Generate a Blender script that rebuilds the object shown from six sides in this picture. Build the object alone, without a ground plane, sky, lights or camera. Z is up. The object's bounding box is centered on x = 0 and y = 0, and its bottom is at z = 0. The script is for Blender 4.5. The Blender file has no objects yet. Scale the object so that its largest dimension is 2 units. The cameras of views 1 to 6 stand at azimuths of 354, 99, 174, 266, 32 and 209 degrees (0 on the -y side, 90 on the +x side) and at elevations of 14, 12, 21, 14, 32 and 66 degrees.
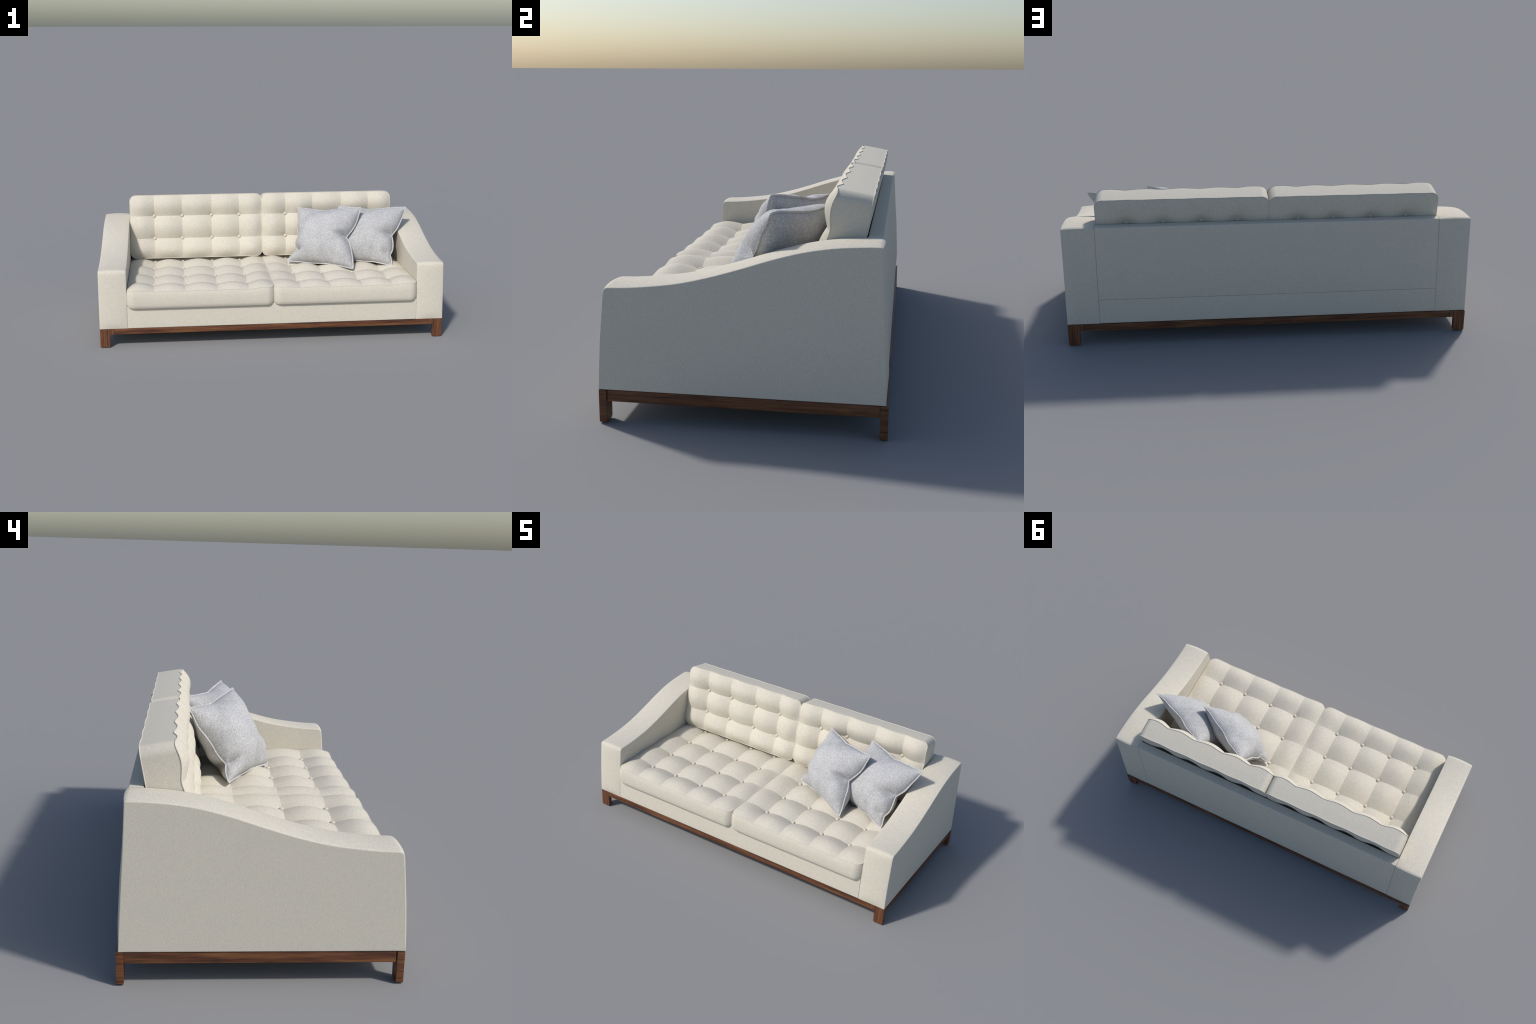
import bpy, math
import numpy as np
from mathutils import Vector, Matrix

# ------------------------------------------------------------------ helpers
def spline(pts, xs):
    """Monotone-ish cubic (Catmull-Rom tangents) through control points."""
    P = np.array(pts, float); x, y = P[:, 0], P[:, 1]
    m = np.gradient(y, x)
    i = np.clip(np.searchsorted(x, xs) - 1, 0, len(x) - 2)
    h = x[i + 1] - x[i]; t = (xs - x[i]) / h
    return ((2*t**3 - 3*t**2 + 1) * y[i] + (t**3 - 2*t**2 + t) * h * m[i]
            + (-2*t**3 + 3*t**2) * y[i + 1] + (t**3 - t**2) * h * m[i + 1])

def new_object(name, verts, faces, mat, parent=None, smooth=35):
    me = bpy.data.meshes.new(name)
    me.from_pydata([tuple(map(float, v)) for v in verts], [], [tuple(f) for f in faces])
    me.validate(); me.update()
    me.materials.append(mat)
    if smooth is not None:
        me.shade_smooth()
        me.set_sharp_from_angle(angle=math.radians(smooth))
    ob = bpy.data.objects.new(name, me)
    bpy.context.scene.collection.objects.link(ob)
    if parent is not None:
        ob.parent = parent
    return ob

def grid_faces(n, m, off=0, flip=False, wrap_n=False, wrap_m=False):
    F = []
    for i in range(n if wrap_n else n - 1):
        for j in range(m if wrap_m else m - 1):
            a = off + i*m + j; b = off + ((i + 1) % n)*m + j
            c = off + ((i + 1) % n)*m + (j + 1) % m; d = off + i*m + (j + 1) % m
            F.append((a, d, c, b) if flip else (a, b, c, d))
    return F

def tube(name, path, ru, rv, mat, parent, closed=True, up=None, nseg=10):
    """Sweep an ellipse (ru across, rv along 'up') along a closed path."""
    P = np.array(path); n = len(P)
    T = np.roll(P, -1, 0) - np.roll(P, 1, 0)
    T /= np.linalg.norm(T, axis=1)[:, None] + 1e-12
    U = np.tile(np.array(up, float), (n, 1)) if np.ndim(up) == 1 else np.array(up)
    S = np.cross(T, U); S /= np.linalg.norm(S, axis=1)[:, None] + 1e-12
    U = np.cross(S, T)
    V = []
    for i in range(n):
        for k in range(nseg):
            a = 2*math.pi*k/nseg
            V.append(P[i] + S[i]*ru*math.cos(a) + U[i]*rv*math.sin(a))
    return new_object(name, V, grid_faces(n, nseg, wrap_n=True, wrap_m=True), mat, parent, 60)

def fillet(poly, radii, seg=6):
    """Round the corners of a closed 2-D polygon."""
    out = []; n = len(poly)
    for i in range(n):
        p = np.array(poly[i], float); a = np.array(poly[i - 1], float); b = np.array(poly[(i + 1) % n], float)
        r = radii[i]
        if r <= 0:
            out.append(p); continue
        da = (a - p)/np.linalg.norm(a - p); db = (b - p)/np.linalg.norm(b - p)
        ang = math.acos(np.clip(da @ db, -1, 1)); d = r/math.tan(ang/2)
        c = p + (da + db)/np.linalg.norm(da + db)*(r/math.sin(ang/2))
        s, e = p + da*d - c, p + db*d - c
        for k in range(seg + 1):
            t = k/seg; w = s*(1 - t) + e*t
            out.append(c + w/np.linalg.norm(w)*r)
    return np.array(out)

def resample(loop, step):
    """Resample a closed polyline, keeping its corners."""
    out = []; n = len(loop)
    for i in range(n):
        a, b = loop[i], loop[(i + 1) % n]
        k = max(1, int(math.ceil(np.linalg.norm(b - a)/step)))
        for j in range(k):
            out.append(a + (b - a)*j/k)
    return np.array(out)

def loop_normals(L):
    T = np.roll(L, -1, 0) - np.roll(L, 1, 0)
    T /= np.linalg.norm(T, axis=1)[:, None] + 1e-12
    N = np.stack([T[:, 1], -T[:, 0]], 1)
    area = 0.5*np.sum(L[:, 0]*np.roll(L[:, 1], -1) - np.roll(L[:, 0], -1)*L[:, 1])
    return N if area > 0 else -N

def extrude_profile(name, loop_yz, x0, x1, mat, parent, r=0.006, crown=None, rows=14, smooth=35):
    """Extrude a closed (y,z) loop along x with rounded end edges and a soft crown."""
    L = np.array(loop_yz)
    area = 0.5*np.sum(L[:, 0]*np.roll(L[:, 1], -1) - np.roll(L[:, 0], -1)*L[:, 1])
    if area < 0:
        L = L[::-1]
    N = loop_normals(L); m = len(L)
    cr = np.zeros(m) if crown is None else np.array([crown(p, q) for p, q in zip(L, N)])
    S = []
    for k in range(5):
        a = math.pi/2*k/4
        S.append((x0 + r*(1 - math.sin(a)), r*(1 - math.cos(a))) if False else (x0 + r*(1 - math.cos(a)), r*(1 - math.sin(a))))
    for k in range(1, rows):
        S.append((x0 + r + (x1 - x0 - 2*r)*k/rows, 0))
    for k in range(5):
        a = math.pi/2*(1 - k/4)
        S.append((x1 - r*(1 - math.cos(a)), r*(1 - math.sin(a))))
    V = []
    for x, ins in S:
        s = (x - x0)/(x1 - x0)*2 - 1
        c = 1 - abs(s)**2.2
        for p, q, k in zip(L, N, cr):
            w = p + q*(k*c - ins)
            V.append((x, w[0], w[1]))
    n = len(S)
    F = grid_faces(n, m, wrap_m=True)
    F.append(tuple(range(m)))
    F.append(tuple(range((n - 1)*m, n*m))[::-1])
    ob = new_object(name, V, F, mat, parent, smooth)
    import bmesh
    bm = bmesh.new(); bm.from_mesh(ob.data)
    bmesh.ops.recalc_face_normals(bm, faces=bm.faces)
    for f in bm.faces:
        if len(f.verts) > 4:
            for e in f.edges:
                e.smooth = False
    bm.to_mesh(ob.data); bm.free()
    return ob

# ---------------------------------------------------------------- materials
def mat_new(name):
    m = bpy.data.materials.new(name); m.use_nodes = True
    nt = m.node_tree; b = nt.nodes['Principled BSDF']
    return m, nt, b

def nd(nt, kind, **kw):
    n = nt.nodes.new(kind)
    for k, v in kw.items():
        if k in n.inputs:
            n.inputs[k].default_value = v
        else:
            setattr(n, k, v)
    return n

def noise(nt, vec, scale3, detail=2.0, rough=0.5, sc=1.0):
    mp = nd(nt, 'ShaderNodeMapping'); mp.inputs['Scale'].default_value = scale3
    nt.links.new(vec, mp.inputs['Vector'])
    nz = nd(nt, 'ShaderNodeTexNoise', Scale=sc, Detail=detail, Roughness=rough)
    nt.links.new(mp.outputs['Vector'], nz.inputs['Vector'])
    return nz.outputs['Fac']

def ramp(nt, fac, stops, interp='LINEAR'):
    r = nd(nt, 'ShaderNodeValToRGB'); r.color_ramp.interpolation = interp
    el = r.color_ramp.elements
    el[0].position, el[0].color = stops[0][0], (*stops[0][1], 1)
    el[1].position, el[1].color = stops[-1][0], (*stops[-1][1], 1)
    for p, c in stops[1:-1]:
        e = el.new(p); e.color = (*c, 1)
    nt.links.new(fac, r.inputs['Fac'])
    return r.outputs['Color']

def mix(nt, a, b, fac, mode='MIX'):
    m = nd(nt, 'ShaderNodeMix', data_type='RGBA', blend_type=mode)
    if isinstance(fac, float):
        m.inputs[0].default_value = fac
    else:
        nt.links.new(fac, m.inputs[0])
    nt.links.new(a, m.inputs[6]); nt.links.new(b, m.inputs[7])
    return m.outputs[2]

def math_(nt, op, a, b):
    n = nd(nt, 'ShaderNodeMath', operation=op)
    for i, v in enumerate((a, b)):
        if isinstance(v, (int, float)):
            n.inputs[i].default_value = v
        else:
            nt.links.new(v, n.inputs[i])
    return n.outputs[0]

def linen(name, light, dark, shade, amount=1.0):
    m, nt, b = mat_new(name)
    co = nd(nt, 'ShaderNodeTexCoord').outputs['Object']
    weft = noise(nt, co, (160, 160, 680), 2, 0.6)      # threads lying across
    warp = noise(nt, co, (600, 600, 160), 2, 0.6)       # threads standing
    slub = noise(nt, co, (40, 40, 75), 3, 0.6)        # uneven yarn
    broad = noise(nt, co, (7, 7, 9), 3, 0.6)
    f = math_(nt, 'ADD', math_(nt, 'MULTIPLY', weft, 0.58), math_(nt, 'MULTIPLY', warp, 0.42))
    base = ramp(nt, f, [(0.43, dark), (0.50, tuple(0.5*(a + c) for a, c in zip(dark, light))), (0.57, light)])
    tint = ramp(nt, slub, [(0.38, shade), (0.62, light)])
    col = mix(nt, base, tint, 0.24)
    col2 = mix(nt, col, ramp(nt, broad, [(0.35, shade), (0.65, light)]), 0.10)
    nt.links.new(col2, b.inputs['Base Color'])
    b.inputs['Roughness'].default_value = 0.92
    b.inputs['Specular IOR Level'].default_value = 0.15
    bp = nd(nt, 'ShaderNodeBump', Strength=0.15, Distance=0.001)
    nt.links.new(f, bp.inputs['Height']); nt.links.new(bp.outputs['Normal'], b.inputs['Normal'])
    return m

def felt(name):
    m, nt, b = mat_new(name)
    co = nd(nt, 'ShaderNodeTexCoord').outputs['Object']
    a = noise(nt, co, (150, 150, 130), 3, 0.6)
    c = noise(nt, co, (360, 360, 150), 2, 0.6)
    d = noise(nt, co, (16, 16, 16), 3, 0.5)
    f = math_(nt, 'ADD', math_(nt, 'MULTIPLY', a, 0.6), math_(nt, 'MULTIPLY', c, 0.4))
    f = math_(nt, 'ADD', f, math_(nt, 'MULTIPLY', math_(nt, 'SUBTRACT', d, 0.5), 0.18))
    col = ramp(nt, f, [(0.33, (0.335, 0.334, 0.338)), (0.46, (0.430, 0.429, 0.433)), (0.56, (0.510, 0.509, 0.513)), (0.69, (0.64, 0.639, 0.643))])
    nt.links.new(col, b.inputs['Base Color'])
    b.inputs['Roughness'].default_value = 0.95
    b.inputs['Specular IOR Level'].default_value = 0.1
    bp = nd(nt, 'ShaderNodeBump', Strength=0.3, Distance=0.0015)
    nt.links.new(f, bp.inputs['Height']); nt.links.new(bp.outputs['Normal'], b.inputs['Normal'])
    return m

def walnut(name, front_scale, side_scale):
    """Grain stretched along the board; the narrow x-facing sides have their own run."""
    m, nt, b = mat_new(name)
    co = nd(nt, 'ShaderNodeTexCoord').outputs['Object']
    def grain(s):
        g = noise(nt, co, s, 4, 0.6)
        w = noise(nt, co, tuple(v*3.1 for v in s), 2, 0.6)
        return math_(nt, 'ADD', math_(nt, 'MULTIPLY', g, 0.7), math_(nt, 'MULTIPLY', w, 0.3))
    f = grain(front_scale)
    if side_scale is not None:
        ge = nd(nt, 'ShaderNodeNewGeometry')
        sx = nd(nt, 'ShaderNodeSeparateXYZ'); nt.links.new(ge.outputs['True Normal'], sx.inputs[0])
        k = math_(nt, 'GREATER_THAN', math_(nt, 'ABSOLUTE', sx.outputs['X'], 0), 0.7)
        mx = nd(nt, 'ShaderNodeMix'); nt.links.new(k, mx.inputs[0])
        nt.links.new(f, mx.inputs[2]); nt.links.new(grain(side_scale), mx.inputs[3])
        f = mx.outputs[0]
    col = ramp(nt, f, [(0.36, (0.055, 0.024, 0.014)), (0.45, (0.106, 0.040, 0.020)),
                       (0.53, (0.150, 0.060, 0.026)), (0.64, (0.208, 0.095, 0.038))])
    nt.links.new(col, b.inputs['Base Color'])
    b.inputs['Roughness'].default_value = 0.5
    b.inputs['Specular IOR Level'].default_value = 0.3
    return m

LIGHT, DARK, SHADE = (0.690, 0.636, 0.530), (0.535, 0.505, 0.432), (0.595, 0.565, 0.485)
M_LINEN = linen('cream_linen', LIGHT, DARK, SHADE)
M_CUSH = M_PIPE = M_LINEN
M_FELT = felt('grey_heather_felt')
M_LEG = walnut('walnut_upright', (130, 130, 5), (20, 5, 130))
M_RAIL = walnut('walnut_lengthwise', (3.5, 60, 60), None)
M_SIDE = walnut('walnut_crosswise', (60, 3.5, 60), None)

# --------------------------------------------------------------------- sofa
sofa = bpy.data.objects.new('sofa', None)
bpy.context.scene.collection.objects.link(sofa)
sofa['label'] = 'cream button-tufted two-seat sofa with sloping arms and walnut frame'
sofa['category'] = 'sofa'

Z0 = 0.111                                  # underside of the upholstery
# arm side profile: S-curved top, slightly leaning front and back
top_pts = [(-0.425, 0.4435), (-0.40, 0.4440), (-0.357, 0.4455), (-0.278, 0.4525), (-0.18, 0.4665), (-0.083, 0.4900),
           (0.013, 0.5190), (0.107, 0.5500), (0.199, 0.5750), (0.291, 0.5905), (0.351, 0.5955), (0.411, 0.5980), (0.438, 0.5980)]
ys = np.linspace(-0.405, 0.425, 60)
top = np.stack([ys, spline(top_pts, ys)], 1)
front_low = [(-0.4465, Z0), (-0.4435, 0.18), (-0.4375, 0.27), (-0.4290, 0.36)]
corner_f = [(-0.4225, 0.425), (-0.4205, 0.434), (-0.4160, 0.4405), (-0.4105, 0.4430)]
corner_b = [(0.4315, 0.5975), (0.4350, 0.5955), (0.4365, 0.591)]
back_low = [(0.4420, 0.45), (0.4500, 0.30), (0.4565, 0.17), (0.4580, Z0)]
arm_loop = resample(np.array(front_low + corner_f + [tuple(p) for p in top] + corner_b + back_low), 0.03)

def arm_crown(p, n):
    if n[1] > 0.3: return 0.006
    if n[0] < -0.5 and p[1] > Z0 + 0.003: return 0.007
    if n[0] > 0.5: return 0.007*max(0.0, min(1.0, (p[1] - Z0)/0.08))*max(0.0, min(1.0, (0.60 - p[1])/0.25))
    return 0.0

for side in (-1, 1):
    x0, x1 = sorted((side*0.8415, side*0.9998))
    extrude_profile('armrest', arm_loop, x0, x1, M_LINEN, sofa, r=0.0032, crown=arm_crown)

# platform under the seats (front and back aprons)
plat = fillet([(-0.4475, Z0), (-0.4415, 0.236), (0.4535, 0.2335), (0.4580, Z0)], [0.003, 0.004, 0.0012, 0.003])
extrude_profile('seat_platform', resample(plat, 0.05), -0.8410, 0.8410, M_LINEN, sofa, r=0.0012)
# backrest slab
slab = fillet([(0.366, 0.2345), (0.384, 0.6005), (0.4335, 0.5990), (0.4535, 0.2345)], [0.002, 0.006, 0.005, 0.0012])
extrude_profile('backrest', resample(slab, 0.05), -0.8410, 0.8410, M_LINEN, sofa, r=0.0012)

# ---- tufted cushions -------------------------------------------------------
def tufted(name, W, H, T, cols, rows, mat, R=0.034, depth=0.017, seam=0.017, dome=0.050,
           wave=0.0055, low=0.2, level=0.5, corner=0.0, side=0.0, side_rise=0.010, band=((0.25, 0.0008), (0.5, 0.0012), (0.75, 0.0008)), sub=24, back='crown', pipe=0.0018):
    """Button-tufted box cushion in local x (width), y (height), z (front +).
    The front is a grid of domes between stitched valleys; the back is either softly
    crowned and dimpled at the buttons, or flat with rounded lower edges."""
    cu = [0.0] + cols + [W]; cv = [0.0] + rows + [H]
    def axis(c):
        out = []
        for i in range(len(c) - 1):
            for k in range(sub):
                out.append((c[i] + (c[i + 1] - c[i])*k/sub, i, k/sub))
        out.append((c[-1], len(c) - 2, 1.0))
        return out
    au, av = axis(cu), axis(cv); n, m = len(au), len(av)
    nu, nv = len(cu), len(cv)
    def node(i, j):
        bu, bv = i in (0, nu - 1), j in (0, nv - 1)
        if bu and bv: return corner
        if bu: return side
        if bv: return -wave if j else -wave*low
        return -depth
    def height(i, a, j, b):
        base = (node(i, j)*(1-a)*(1-b) + node(i+1, j)*a*(1-b) + node(i, j+1)*(1-a)*b + node(i+1, j+1)*a*b)
        mid = (node(i, j) + node(i+1, j) + node(i, j+1) + node(i+1, j+1))/4
        A, B = math.sin(math.pi*a), math.sin(math.pi*b)
        A2, B2 = A*A, B*B
        WA, WB = 2*wave*(0.6*A2 + 0.4*A), side_rise*(0.6*B2 + 0.4*B)
        s0 = WA*low if j == 0 else seam*A; s1 = WA if j + 1 == nv - 1 else seam*A
        t0 = WB if i == 0 else seam*B; t1 = WB if i + 1 == nu - 1 else seam*B
        # the button's own little well
        xx, yy = cu[i] + (cu[i+1]-cu[i])*a, cv[j] + (cv[j+1]-cv[j])*b
        for cx in (cu[i], cu[i+1]):
            for cy in (cv[j], cv[j+1]):
                if 0 < cx < W and 0 < cy < H:
                    base -= 0.0045*math.exp(-((xx-cx)**2 + (yy-cy)**2)/0.015**2)
        return base + (s0*(1-b) + s1*b)*(1-B) + (t0*(1-a) + t1*a)*(1-A) + (dome - level*(mid + depth))*A*B
    def behind(x, y, i, a, j, b):
        if back == 'flat':
            return 0.0
        p, q = 2*x/W - 1, 2*y/H - 1
        h = (0.005 + 0.006*max(0.0, q))*((1 - p**6)*(1 - abs(q)**4))**0.5 + 0.0013*(2*math.sin(math.pi*a)**2 - 1)*abs(q)**3*(1 - p**8)
        for cx in cols:
            for cy in rows:
                r = ((x - cx)/0.050)**2 + ((y - cy)/0.055)**2
                if r < 12: h -= 0.021*math.exp(-r**0.8)
        return h
    def plan(x, y):
        for cx, sx in ((R, -1), (W - R, 1)):
            for cy, sy in ((R, -1), (H - R, 1)):
                p, q = (x - cx)*sx/R, (y - cy)*sy/R
                if p > 0 and q > 0:
                    return cx + sx*R*p*math.sqrt(1 - q*q/2), cy + sy*R*q*math.sqrt(1 - p*p/2)
        return x, y
    inset = 0.008 if back == 'flat' else 0.0
    V = []
    for sgn in (1, -1):
        for x, i, a in au:
            for y, j, b in av:
                px, py = plan(x, y)
                if sgn > 0:
                    V.append((px, py, T/2 + height(i, a, j, b)))
                else:
                    k = 1 - 2*inset/W
                    V.append((W/2 + (px - W/2)*k, H/2 + (py - H/2)*k, -T/2 - behind(x, y, i, a, j, b)))
    F = grid_faces(n, m) + grid_faces(n, m, n*m, True)
    ring = [i*m for i in range(n)] + [(n-1)*m + j for j in range(1, m)] + [i*m + m - 1 for i in range(n-2, -1, -1)] + [j for j in range(m-2, 0, -1)]
    Va = np.array(V); rp = Va[ring]
    N2 = loop_normals(rp[:, :2]); L = len(ring)
    layers = [ring]
    zt, zb = rp[:, 2], Va[[r + n*m for r in ring]][:, 2]
    bt = np.linspace(0, 1, 15)[1:-1]
    prof = [(0.0, 0.0)] + list(band) + [(1.0, -inset)]
    for t in bt:
        o = float(spline(prof, np.array([t]))[0])
        P = rp.copy(); P[:, 2] = zt*(1 - t) + zb*t
        P[:, :2] += N2*o
        layers.append([len(V) + q for q in range(L)])
        V += [tuple(p) for p in P]
    layers.append([r + n*m for r in ring])
    for k in range(len(layers) - 1):
        for q in range(L):
            r2 = (q + 1) % L
            F.append((layers[k][q], layers[k+1][q], layers[k+1][r2], layers[k][r2]))
    ob = new_object(name, V, F, mat, sofa, 15)
    if pipe:
        for off in ((0, n*m) if back == 'crown' else (0,)):
            P = Va[[r + off for r in ring]].copy(); P[:, :2] += N2*0.0004
            tube('piping', P, pipe, pipe, M_PIPE, ob, up=(0, 0, 1), nseg=8)
    return ob

def button_mesh():
    V, F = [], []; n, k = 20, 7
    prof = [(0.0092, -0.0055), (0.0102, -0.002), (0.0104, 0.0008), (0.0094, 0.0034), (0.0070, 0.0056), (0.0037, 0.0068), (0.0012, 0.0071)]
    for r, z in prof:
        for i in range(n):
            a = 2*math.pi*i/n; V.append((r*math.cos(a), r*math.sin(a), z))
    F = grid_faces(k, n, wrap_m=True)
    F.append(tuple(range((k-1)*n, k*n)))
    return V, F

_bv, _bf = button_mesh()
first_button = None
def buttons(parent, cols, rows, z, back_z=None):
    global first_button
    for x in cols:
        for y in rows:
            for s in ((1, -1) if back_z else (1,)):
                if first_button is None:
                    ob = new_object('button', _bv, _bf, M_CUSH, parent, 60); first_button = ob
                else:
                    ob = first_button.copy(); bpy.context.scene.collection.objects.link(ob); ob.parent = parent
                ob.location = (x, y, z if s > 0 else -back_z)
                ob.rotation_euler = (0 if s > 0 else math.pi, 0, 0)

COLS = [0.152, 0.328, 0.515, 0.692]; ROWS = [0.151, 0.331, 0.521, 0.698]
seat_T = 0.105
for x0 in (-0.8375, 0.0015):
    c = tufted('seat_cushion', 0.836, 0.843, seat_T, COLS, ROWS, M_CUSH, R=0.040, depth=0.012, seam=0.015, dome=0.0362,
               wave=0.0026, low=1.0, level=0.95, corner=0.005, side=0.006, side_rise=0.0035, back='flat', pipe=0.0009,
               band=((0.1, 0.0035), (0.28, 0.0070), (0.5, 0.0085), (0.72, 0.0080), (0.86, 0.0055), (0.95, -0.0005)))
    c.matrix_local = Matrix.Translation((x0, -0.4575, 0.3285 - seat_T/2))
    buttons(c, COLS, ROWS, seat_T/2 - 0.0085)

BROWS = [0.126, 0.269]; back_T = 0.113
for x0, lean in ((-0.8375, 10.25), (0.0015, 9.95)):
    tilt = math.radians(lean)
    c = tufted('back_cushion', 0.836, 0.400, back_T, COLS, BROWS, M_CUSH, R=0.036, depth=0.016, seam=0.022, dome=0.045)
    ex = Vector((1, 0, 0)); ey = Vector((0, math.sin(tilt), math.cos(tilt))); ez = ex.cross(ey)
    org = Vector((x0, 0.219, 0.349)) - ez*(back_T/2)
    M = Matrix((ex, ey, ez)).transposed().to_4x4(); M.translation = org
    c.matrix_local = M
    buttons(c, COLS, BROWS, back_T/2 - 0.0115, back_z=back_T/2 - 0.0155)

# ---- walnut frame ----------------------------------------------------------
def board(name, loop, axis, a0, a1, mat, r=0.0012):
    """Bevelled board: 2-D loop extruded along x or y."""
    ob = extrude_profile(name, loop, a0, a1, mat, sofa, r=r, rows=2, smooth=40)
    if axis == 'y':
        # loop was given in (x,z): swap
        me = ob.data
        for v in me.vertices:
            v.co = (v.co[1], v.co[0], v.co[2])
        me.flip_normals()
    return ob

YF, YB, TH = -0.446, 0.4655, 0.0245
ZT, ZR, ZS = 0.1095, 0.0762, 0.0718
def leg_loop(s):
    # x outward = s*0.9995 ; bracket with a small fillet under the rail
    P = [(0.9995, ZT), (0.9995, 0.004), (0.9955, 0.0), (0.950, 0.0), (0.9435, 0.007), (0.9435, ZR), (0.9190, ZR), (0.9190, ZT)]
    L = fillet(P, [0.0006, 0, 0, 0, 0, 0.009, 0, 0], 6)
    L[:, 0] *= s
    return L
for s in (-1, 1):
    for y0 in (YF, YB - TH):
        board('leg', leg_loop(s), 'y', y0, y0 + TH, M_LEG)
for y0 in (YF + 0.0006, YB - TH + 0.0006):
    board('rail', fillet([(y0, ZR), (y0, ZT), (y0 + TH - 0.0012, ZT), (y0 + TH - 0.0012, ZR)], [0.0012]*4, 3), 'x', -0.9186, 0.9186, M_RAIL)
for s in (-1, 1):
    xa, xb = sorted((s*0.9965, s*0.972))
    board('rail', fillet([(xa, ZS), (xa, ZT), (xb, ZT), (xb, ZS)], [0.0012]*4, 3), 'y', YF + TH + 0.0025, YB - TH - 0.0006, M_SIDE)

# ---- throw pillows ---------------------------------------------------------
def pillow(corners, pinches, dents, fat, seed, label):
    """Knife-edge pillow spanned by its four corners (TL, TR, BL, BR).
    pinches: (edge, position, width, depth) pull the rim inwards;
    dents: (a, b, radius, depth, side) press the faces."""
    TL, TR, BL, BR = [np.array(c) for c in corners]
    n = 72
    g = np.sin(np.linspace(-1, 1, n)*math.pi/2*0.93); g /= g[-1]
    nrm = np.cross(TR - TL, TL - BL); nrm /= np.linalg.norm(nrm)     # faces back
    front = nrm if nrm[1] < 0 else -nrm
    rs = np.random.RandomState(seed)
    ph = rs.rand(24)*6.28
    ex = ((TR - TL) + (BR - BL))/2; ey = ((TL - BL) + (TR - BR))/2
    def rim(a, b):
        A, B = (a + 1)/2, (b + 1)/2
        p = BL*(1-A)*(1-B) + BR*A*(1-B) + TL*(1-A)*B + TR*A*B
        bow = 0.022
        p = p - ex*bow*a*abs(a)**1.5*(1-b*b) - ey*bow*b*abs(b)**1.5*(1-a*a)
        for e, pos, w, d in pinches:
            if e == 'R': k = max(0, a)**2*math.exp(-(math.hypot(b-pos, 0.05)-0.05)/w); p = p - ex*d*k
            if e == 'L': k = max(0, -a)**2*math.exp(-(math.hypot(b-pos, 0.05)-0.05)/w); p = p + ex*d*k
            if e == 'T': k = max(0, b)**2*math.exp(-(math.hypot(a-pos, 0.05)-0.05)/w); p = p - ey*d*k
            if e == 'B': k = max(0, -b)**2*math.exp(-(math.hypot(a-pos, 0.05)-0.05)/w); p = p + ey*d*k
        # loose rim sways to the front and back
        p = p + front*0.0028*(math.sin(8.5*a + ph[5])*b**4*(1-a**4) + math.sin(9.1*b + ph[6])*a**4*(1-b**4))
        p = p + front*(0.006*math.sin(3.1*a + ph[0])*b*b + 0.006*math.sin(2.7*b + ph[1])*a*a)
        return p
    V = np.zeros((2, n, n, 3))
    for i in range(n):
        for j in range(n):
            a, b = g[i], g[j]
            f = ((1 - abs(a)**2.1)*(1 - abs(b)**2.1))**0.52
            p = rim(a, b)
            wr = 0.0
            # radial gathers running in from the rim
            wr += 0.0055*math.sin(11*b + ph[2] + 2*a)*abs(a)**3*(1-b*b) + 0.0055*math.sin(10*a + ph[3] + 2*b)*abs(b)**3*(1-a*a)
            # creases running out to the corners
            wr -= 0.007*math.exp(-((abs(a)-abs(b))/0.07)**2)*(abs(a*b))**1.5*(1 - (abs(a*b))**3)
            wr += 0.004*math.sin(4.3*a + 3.1*b + ph[4])*(1-a*a)*(1-b*b)
            for s in (0, 1):
                t = fat[s]*f*(1 - (0.06, 0.25)[s]*b)
                dd = 0.0
                for da, db, rr, dep, sd in dents:
                    if sd == s:
                        ua, ub = (a-da)/rr[0], (b-db)/rr[1]
                        # a fold is sharp across its narrow direction, soft along the other
                        if rr[0] > rr[1]: ub = math.sqrt(math.hypot(ub, 0.15) - 0.15)
                        else: ua = math.sqrt(math.hypot(ua, 0.15) - 0.15)
                        dd += dep*math.exp(-ua*ua - ub*ub)
                h = max(t - dd*min(1, 3*f) + wr*min(1, 2.5*f), -0.01)
                V[s, i, j] = p + front*(h if s == 0 else -h)
    verts = V.reshape(-1, 3)
    F = grid_faces(n, n, 0) + grid_faces(n, n, n*n, True)
    ring = [i*n for i in range(n)] + [(n-1)*n + j for j in range(1, n)] + [i*n + n - 1 for i in range(n-2, -1, -1)] + [j for j in range(n-2, 0, -1)]
    remap = {r + n*n: r for r in ring}
    F = [tuple(remap.get(q, q) for q in f) for f in F]
    base = verts[ring].mean(0); base[2] = verts[:, 2].min()
    ob = new_object('throw_pillow', verts - base, F, M_FELT, None, 60)
    me = ob.data
    import bmesh
    bm = bmesh.new(); bm.from_mesh(me)
    bmesh.ops.delete(bm, geom=[v for v in bm.verts if not v.link_faces], context='VERTS')
    bmesh.ops.recalc_face_normals(bm, faces=bm.faces)
    bm.to_mesh(me); bm.free()
    ob.location = tuple(base)
    ob['label'] = label; ob['category'] = 'pillow'
    # flat stitched flange along the rim
    P = verts[ring] - base; c = P.mean(0)
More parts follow.
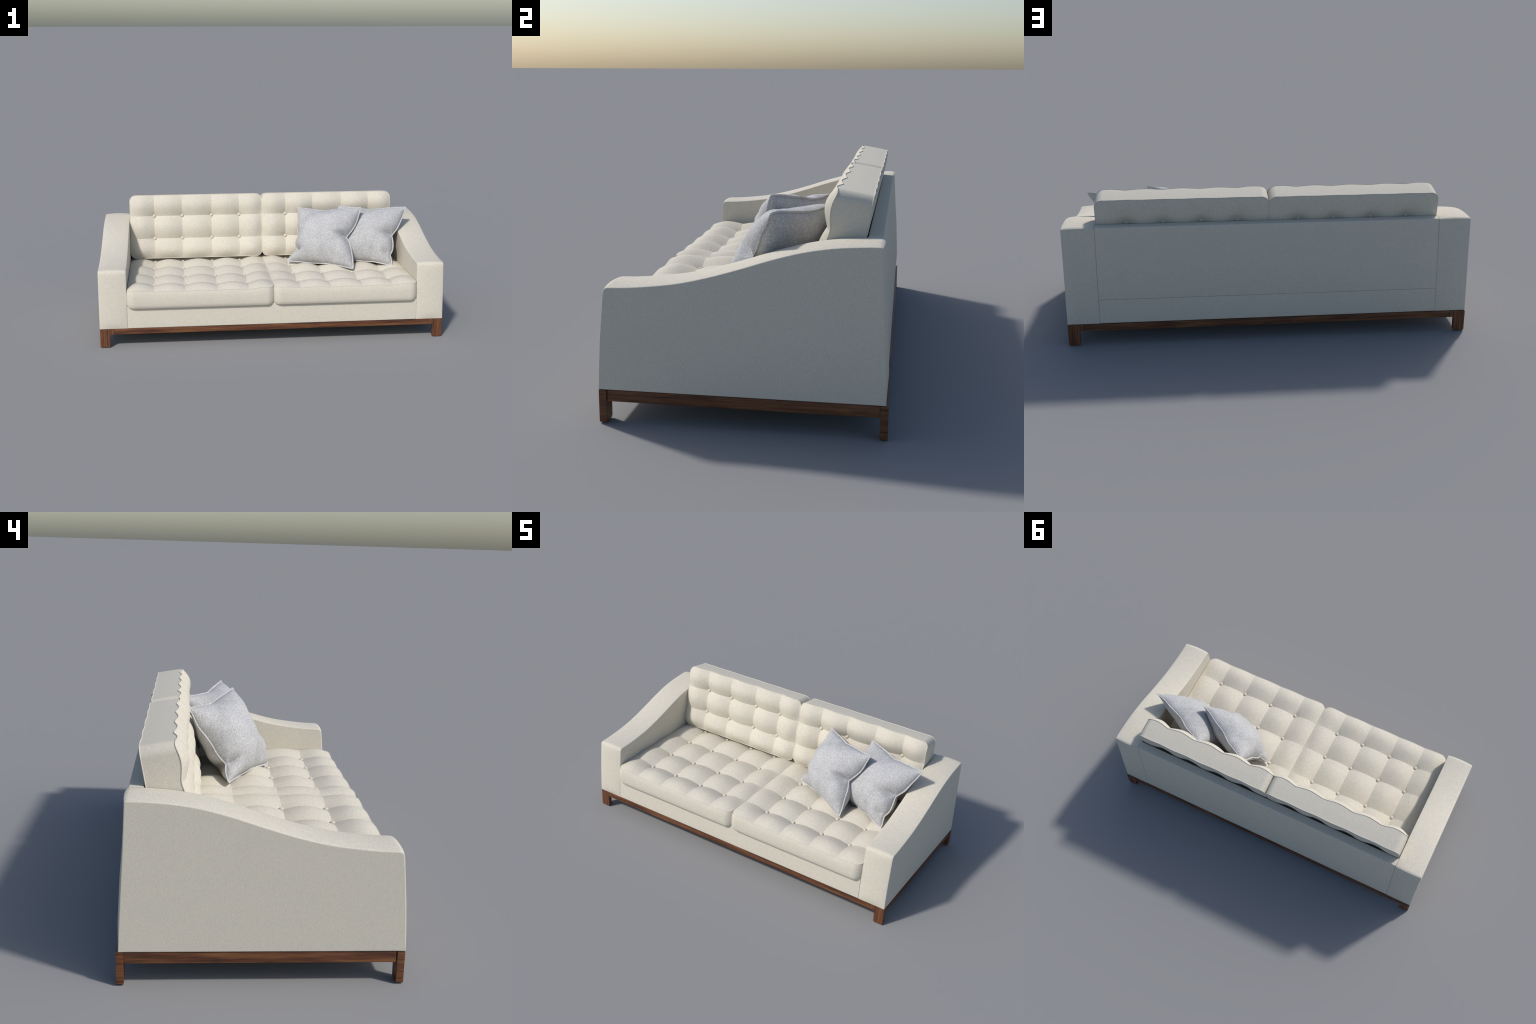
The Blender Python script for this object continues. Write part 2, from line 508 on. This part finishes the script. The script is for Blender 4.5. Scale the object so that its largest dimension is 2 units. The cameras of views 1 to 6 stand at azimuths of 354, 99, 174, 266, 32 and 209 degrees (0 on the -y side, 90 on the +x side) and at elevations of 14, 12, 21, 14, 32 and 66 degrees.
    T = np.roll(P, -1, 0) - np.roll(P, 1, 0); T /= np.linalg.norm(T, axis=1)[:, None]
    out = np.cross(T, front); out *= np.sign(np.sum(out*(P - c), 1))[:, None]
    P2 = P + out*0.003
    tube('flange', P2, 0.0050, 0.0023, M_FELT, ob, up=front, nseg=10)
    return ob

PL = 'square grey heather throw pillow with stitched flange edge'
pillow([(0.238, 0.247, 0.652), (0.600, 0.043, 0.684), (0.150, 0.080, 0.347), (0.529, -0.121, 0.340)],
       [('R', 0.0, 0.36, 0.15), ('B', 0.25, 0.30, 0.015), ('L', -0.1, 0.45, 0.07), ('T', -0.15, 0.5, 0.04), ('L', -0.60, 0.14, 0.08)],
       [(0.84, 0.01, (0.22, 0.08), 0.055, 0), (0.62, 0.30, (0.20, 0.10), 0.010, 0), (0.55, -0.28, (0.22, 0.10), 0.012, 0),
        (0.1, -0.78, (0.10, 0.22), 0.016, 0), (0.48, -0.80, (0.09, 0.22), 0.020, 0),
        (-0.85, -0.60, (0.18, 0.08), 0.035, 0), (-0.80, -0.58, (0.26, 0.10), 0.05, 1),
        (-0.35, 0.8, (0.10, 0.2), 0.018, 0), (0.15, 0.82, (0.08, 0.2), 0.012, 0)],
       (0.114, 0.108), 4, PL)
pillow([(0.504, 0.262, 0.656), (0.896, 0.087, 0.674), (0.392, 0.095, 0.349), (0.774, -0.094, 0.346)],
       [('R', 0.0, 0.30, 0.085), ('B', 0.45, 0.30, 0.02), ('L', 0.0, 0.35, 0.05), ('T', 0.0, 0.5, 0.05), ('R', -0.68, 0.12, 0.04)],
       [(0.86, 0.01, (0.18, 0.08), 0.040, 0), (0.60, -0.28, (0.20, 0.10), 0.010, 0), (0.45, -0.80, (0.09, 0.22), 0.018, 0),
        (0.86, -0.66, (0.14, 0.08), 0.020, 0), (-0.1, 0.82, (0.10, 0.2), 0.018, 0), (0.4, 0.84, (0.08, 0.2), 0.012, 0), (0.05, -0.8, (0.1, 0.22), 0.013, 0)],
       (0.114, 0.095), 9, PL)
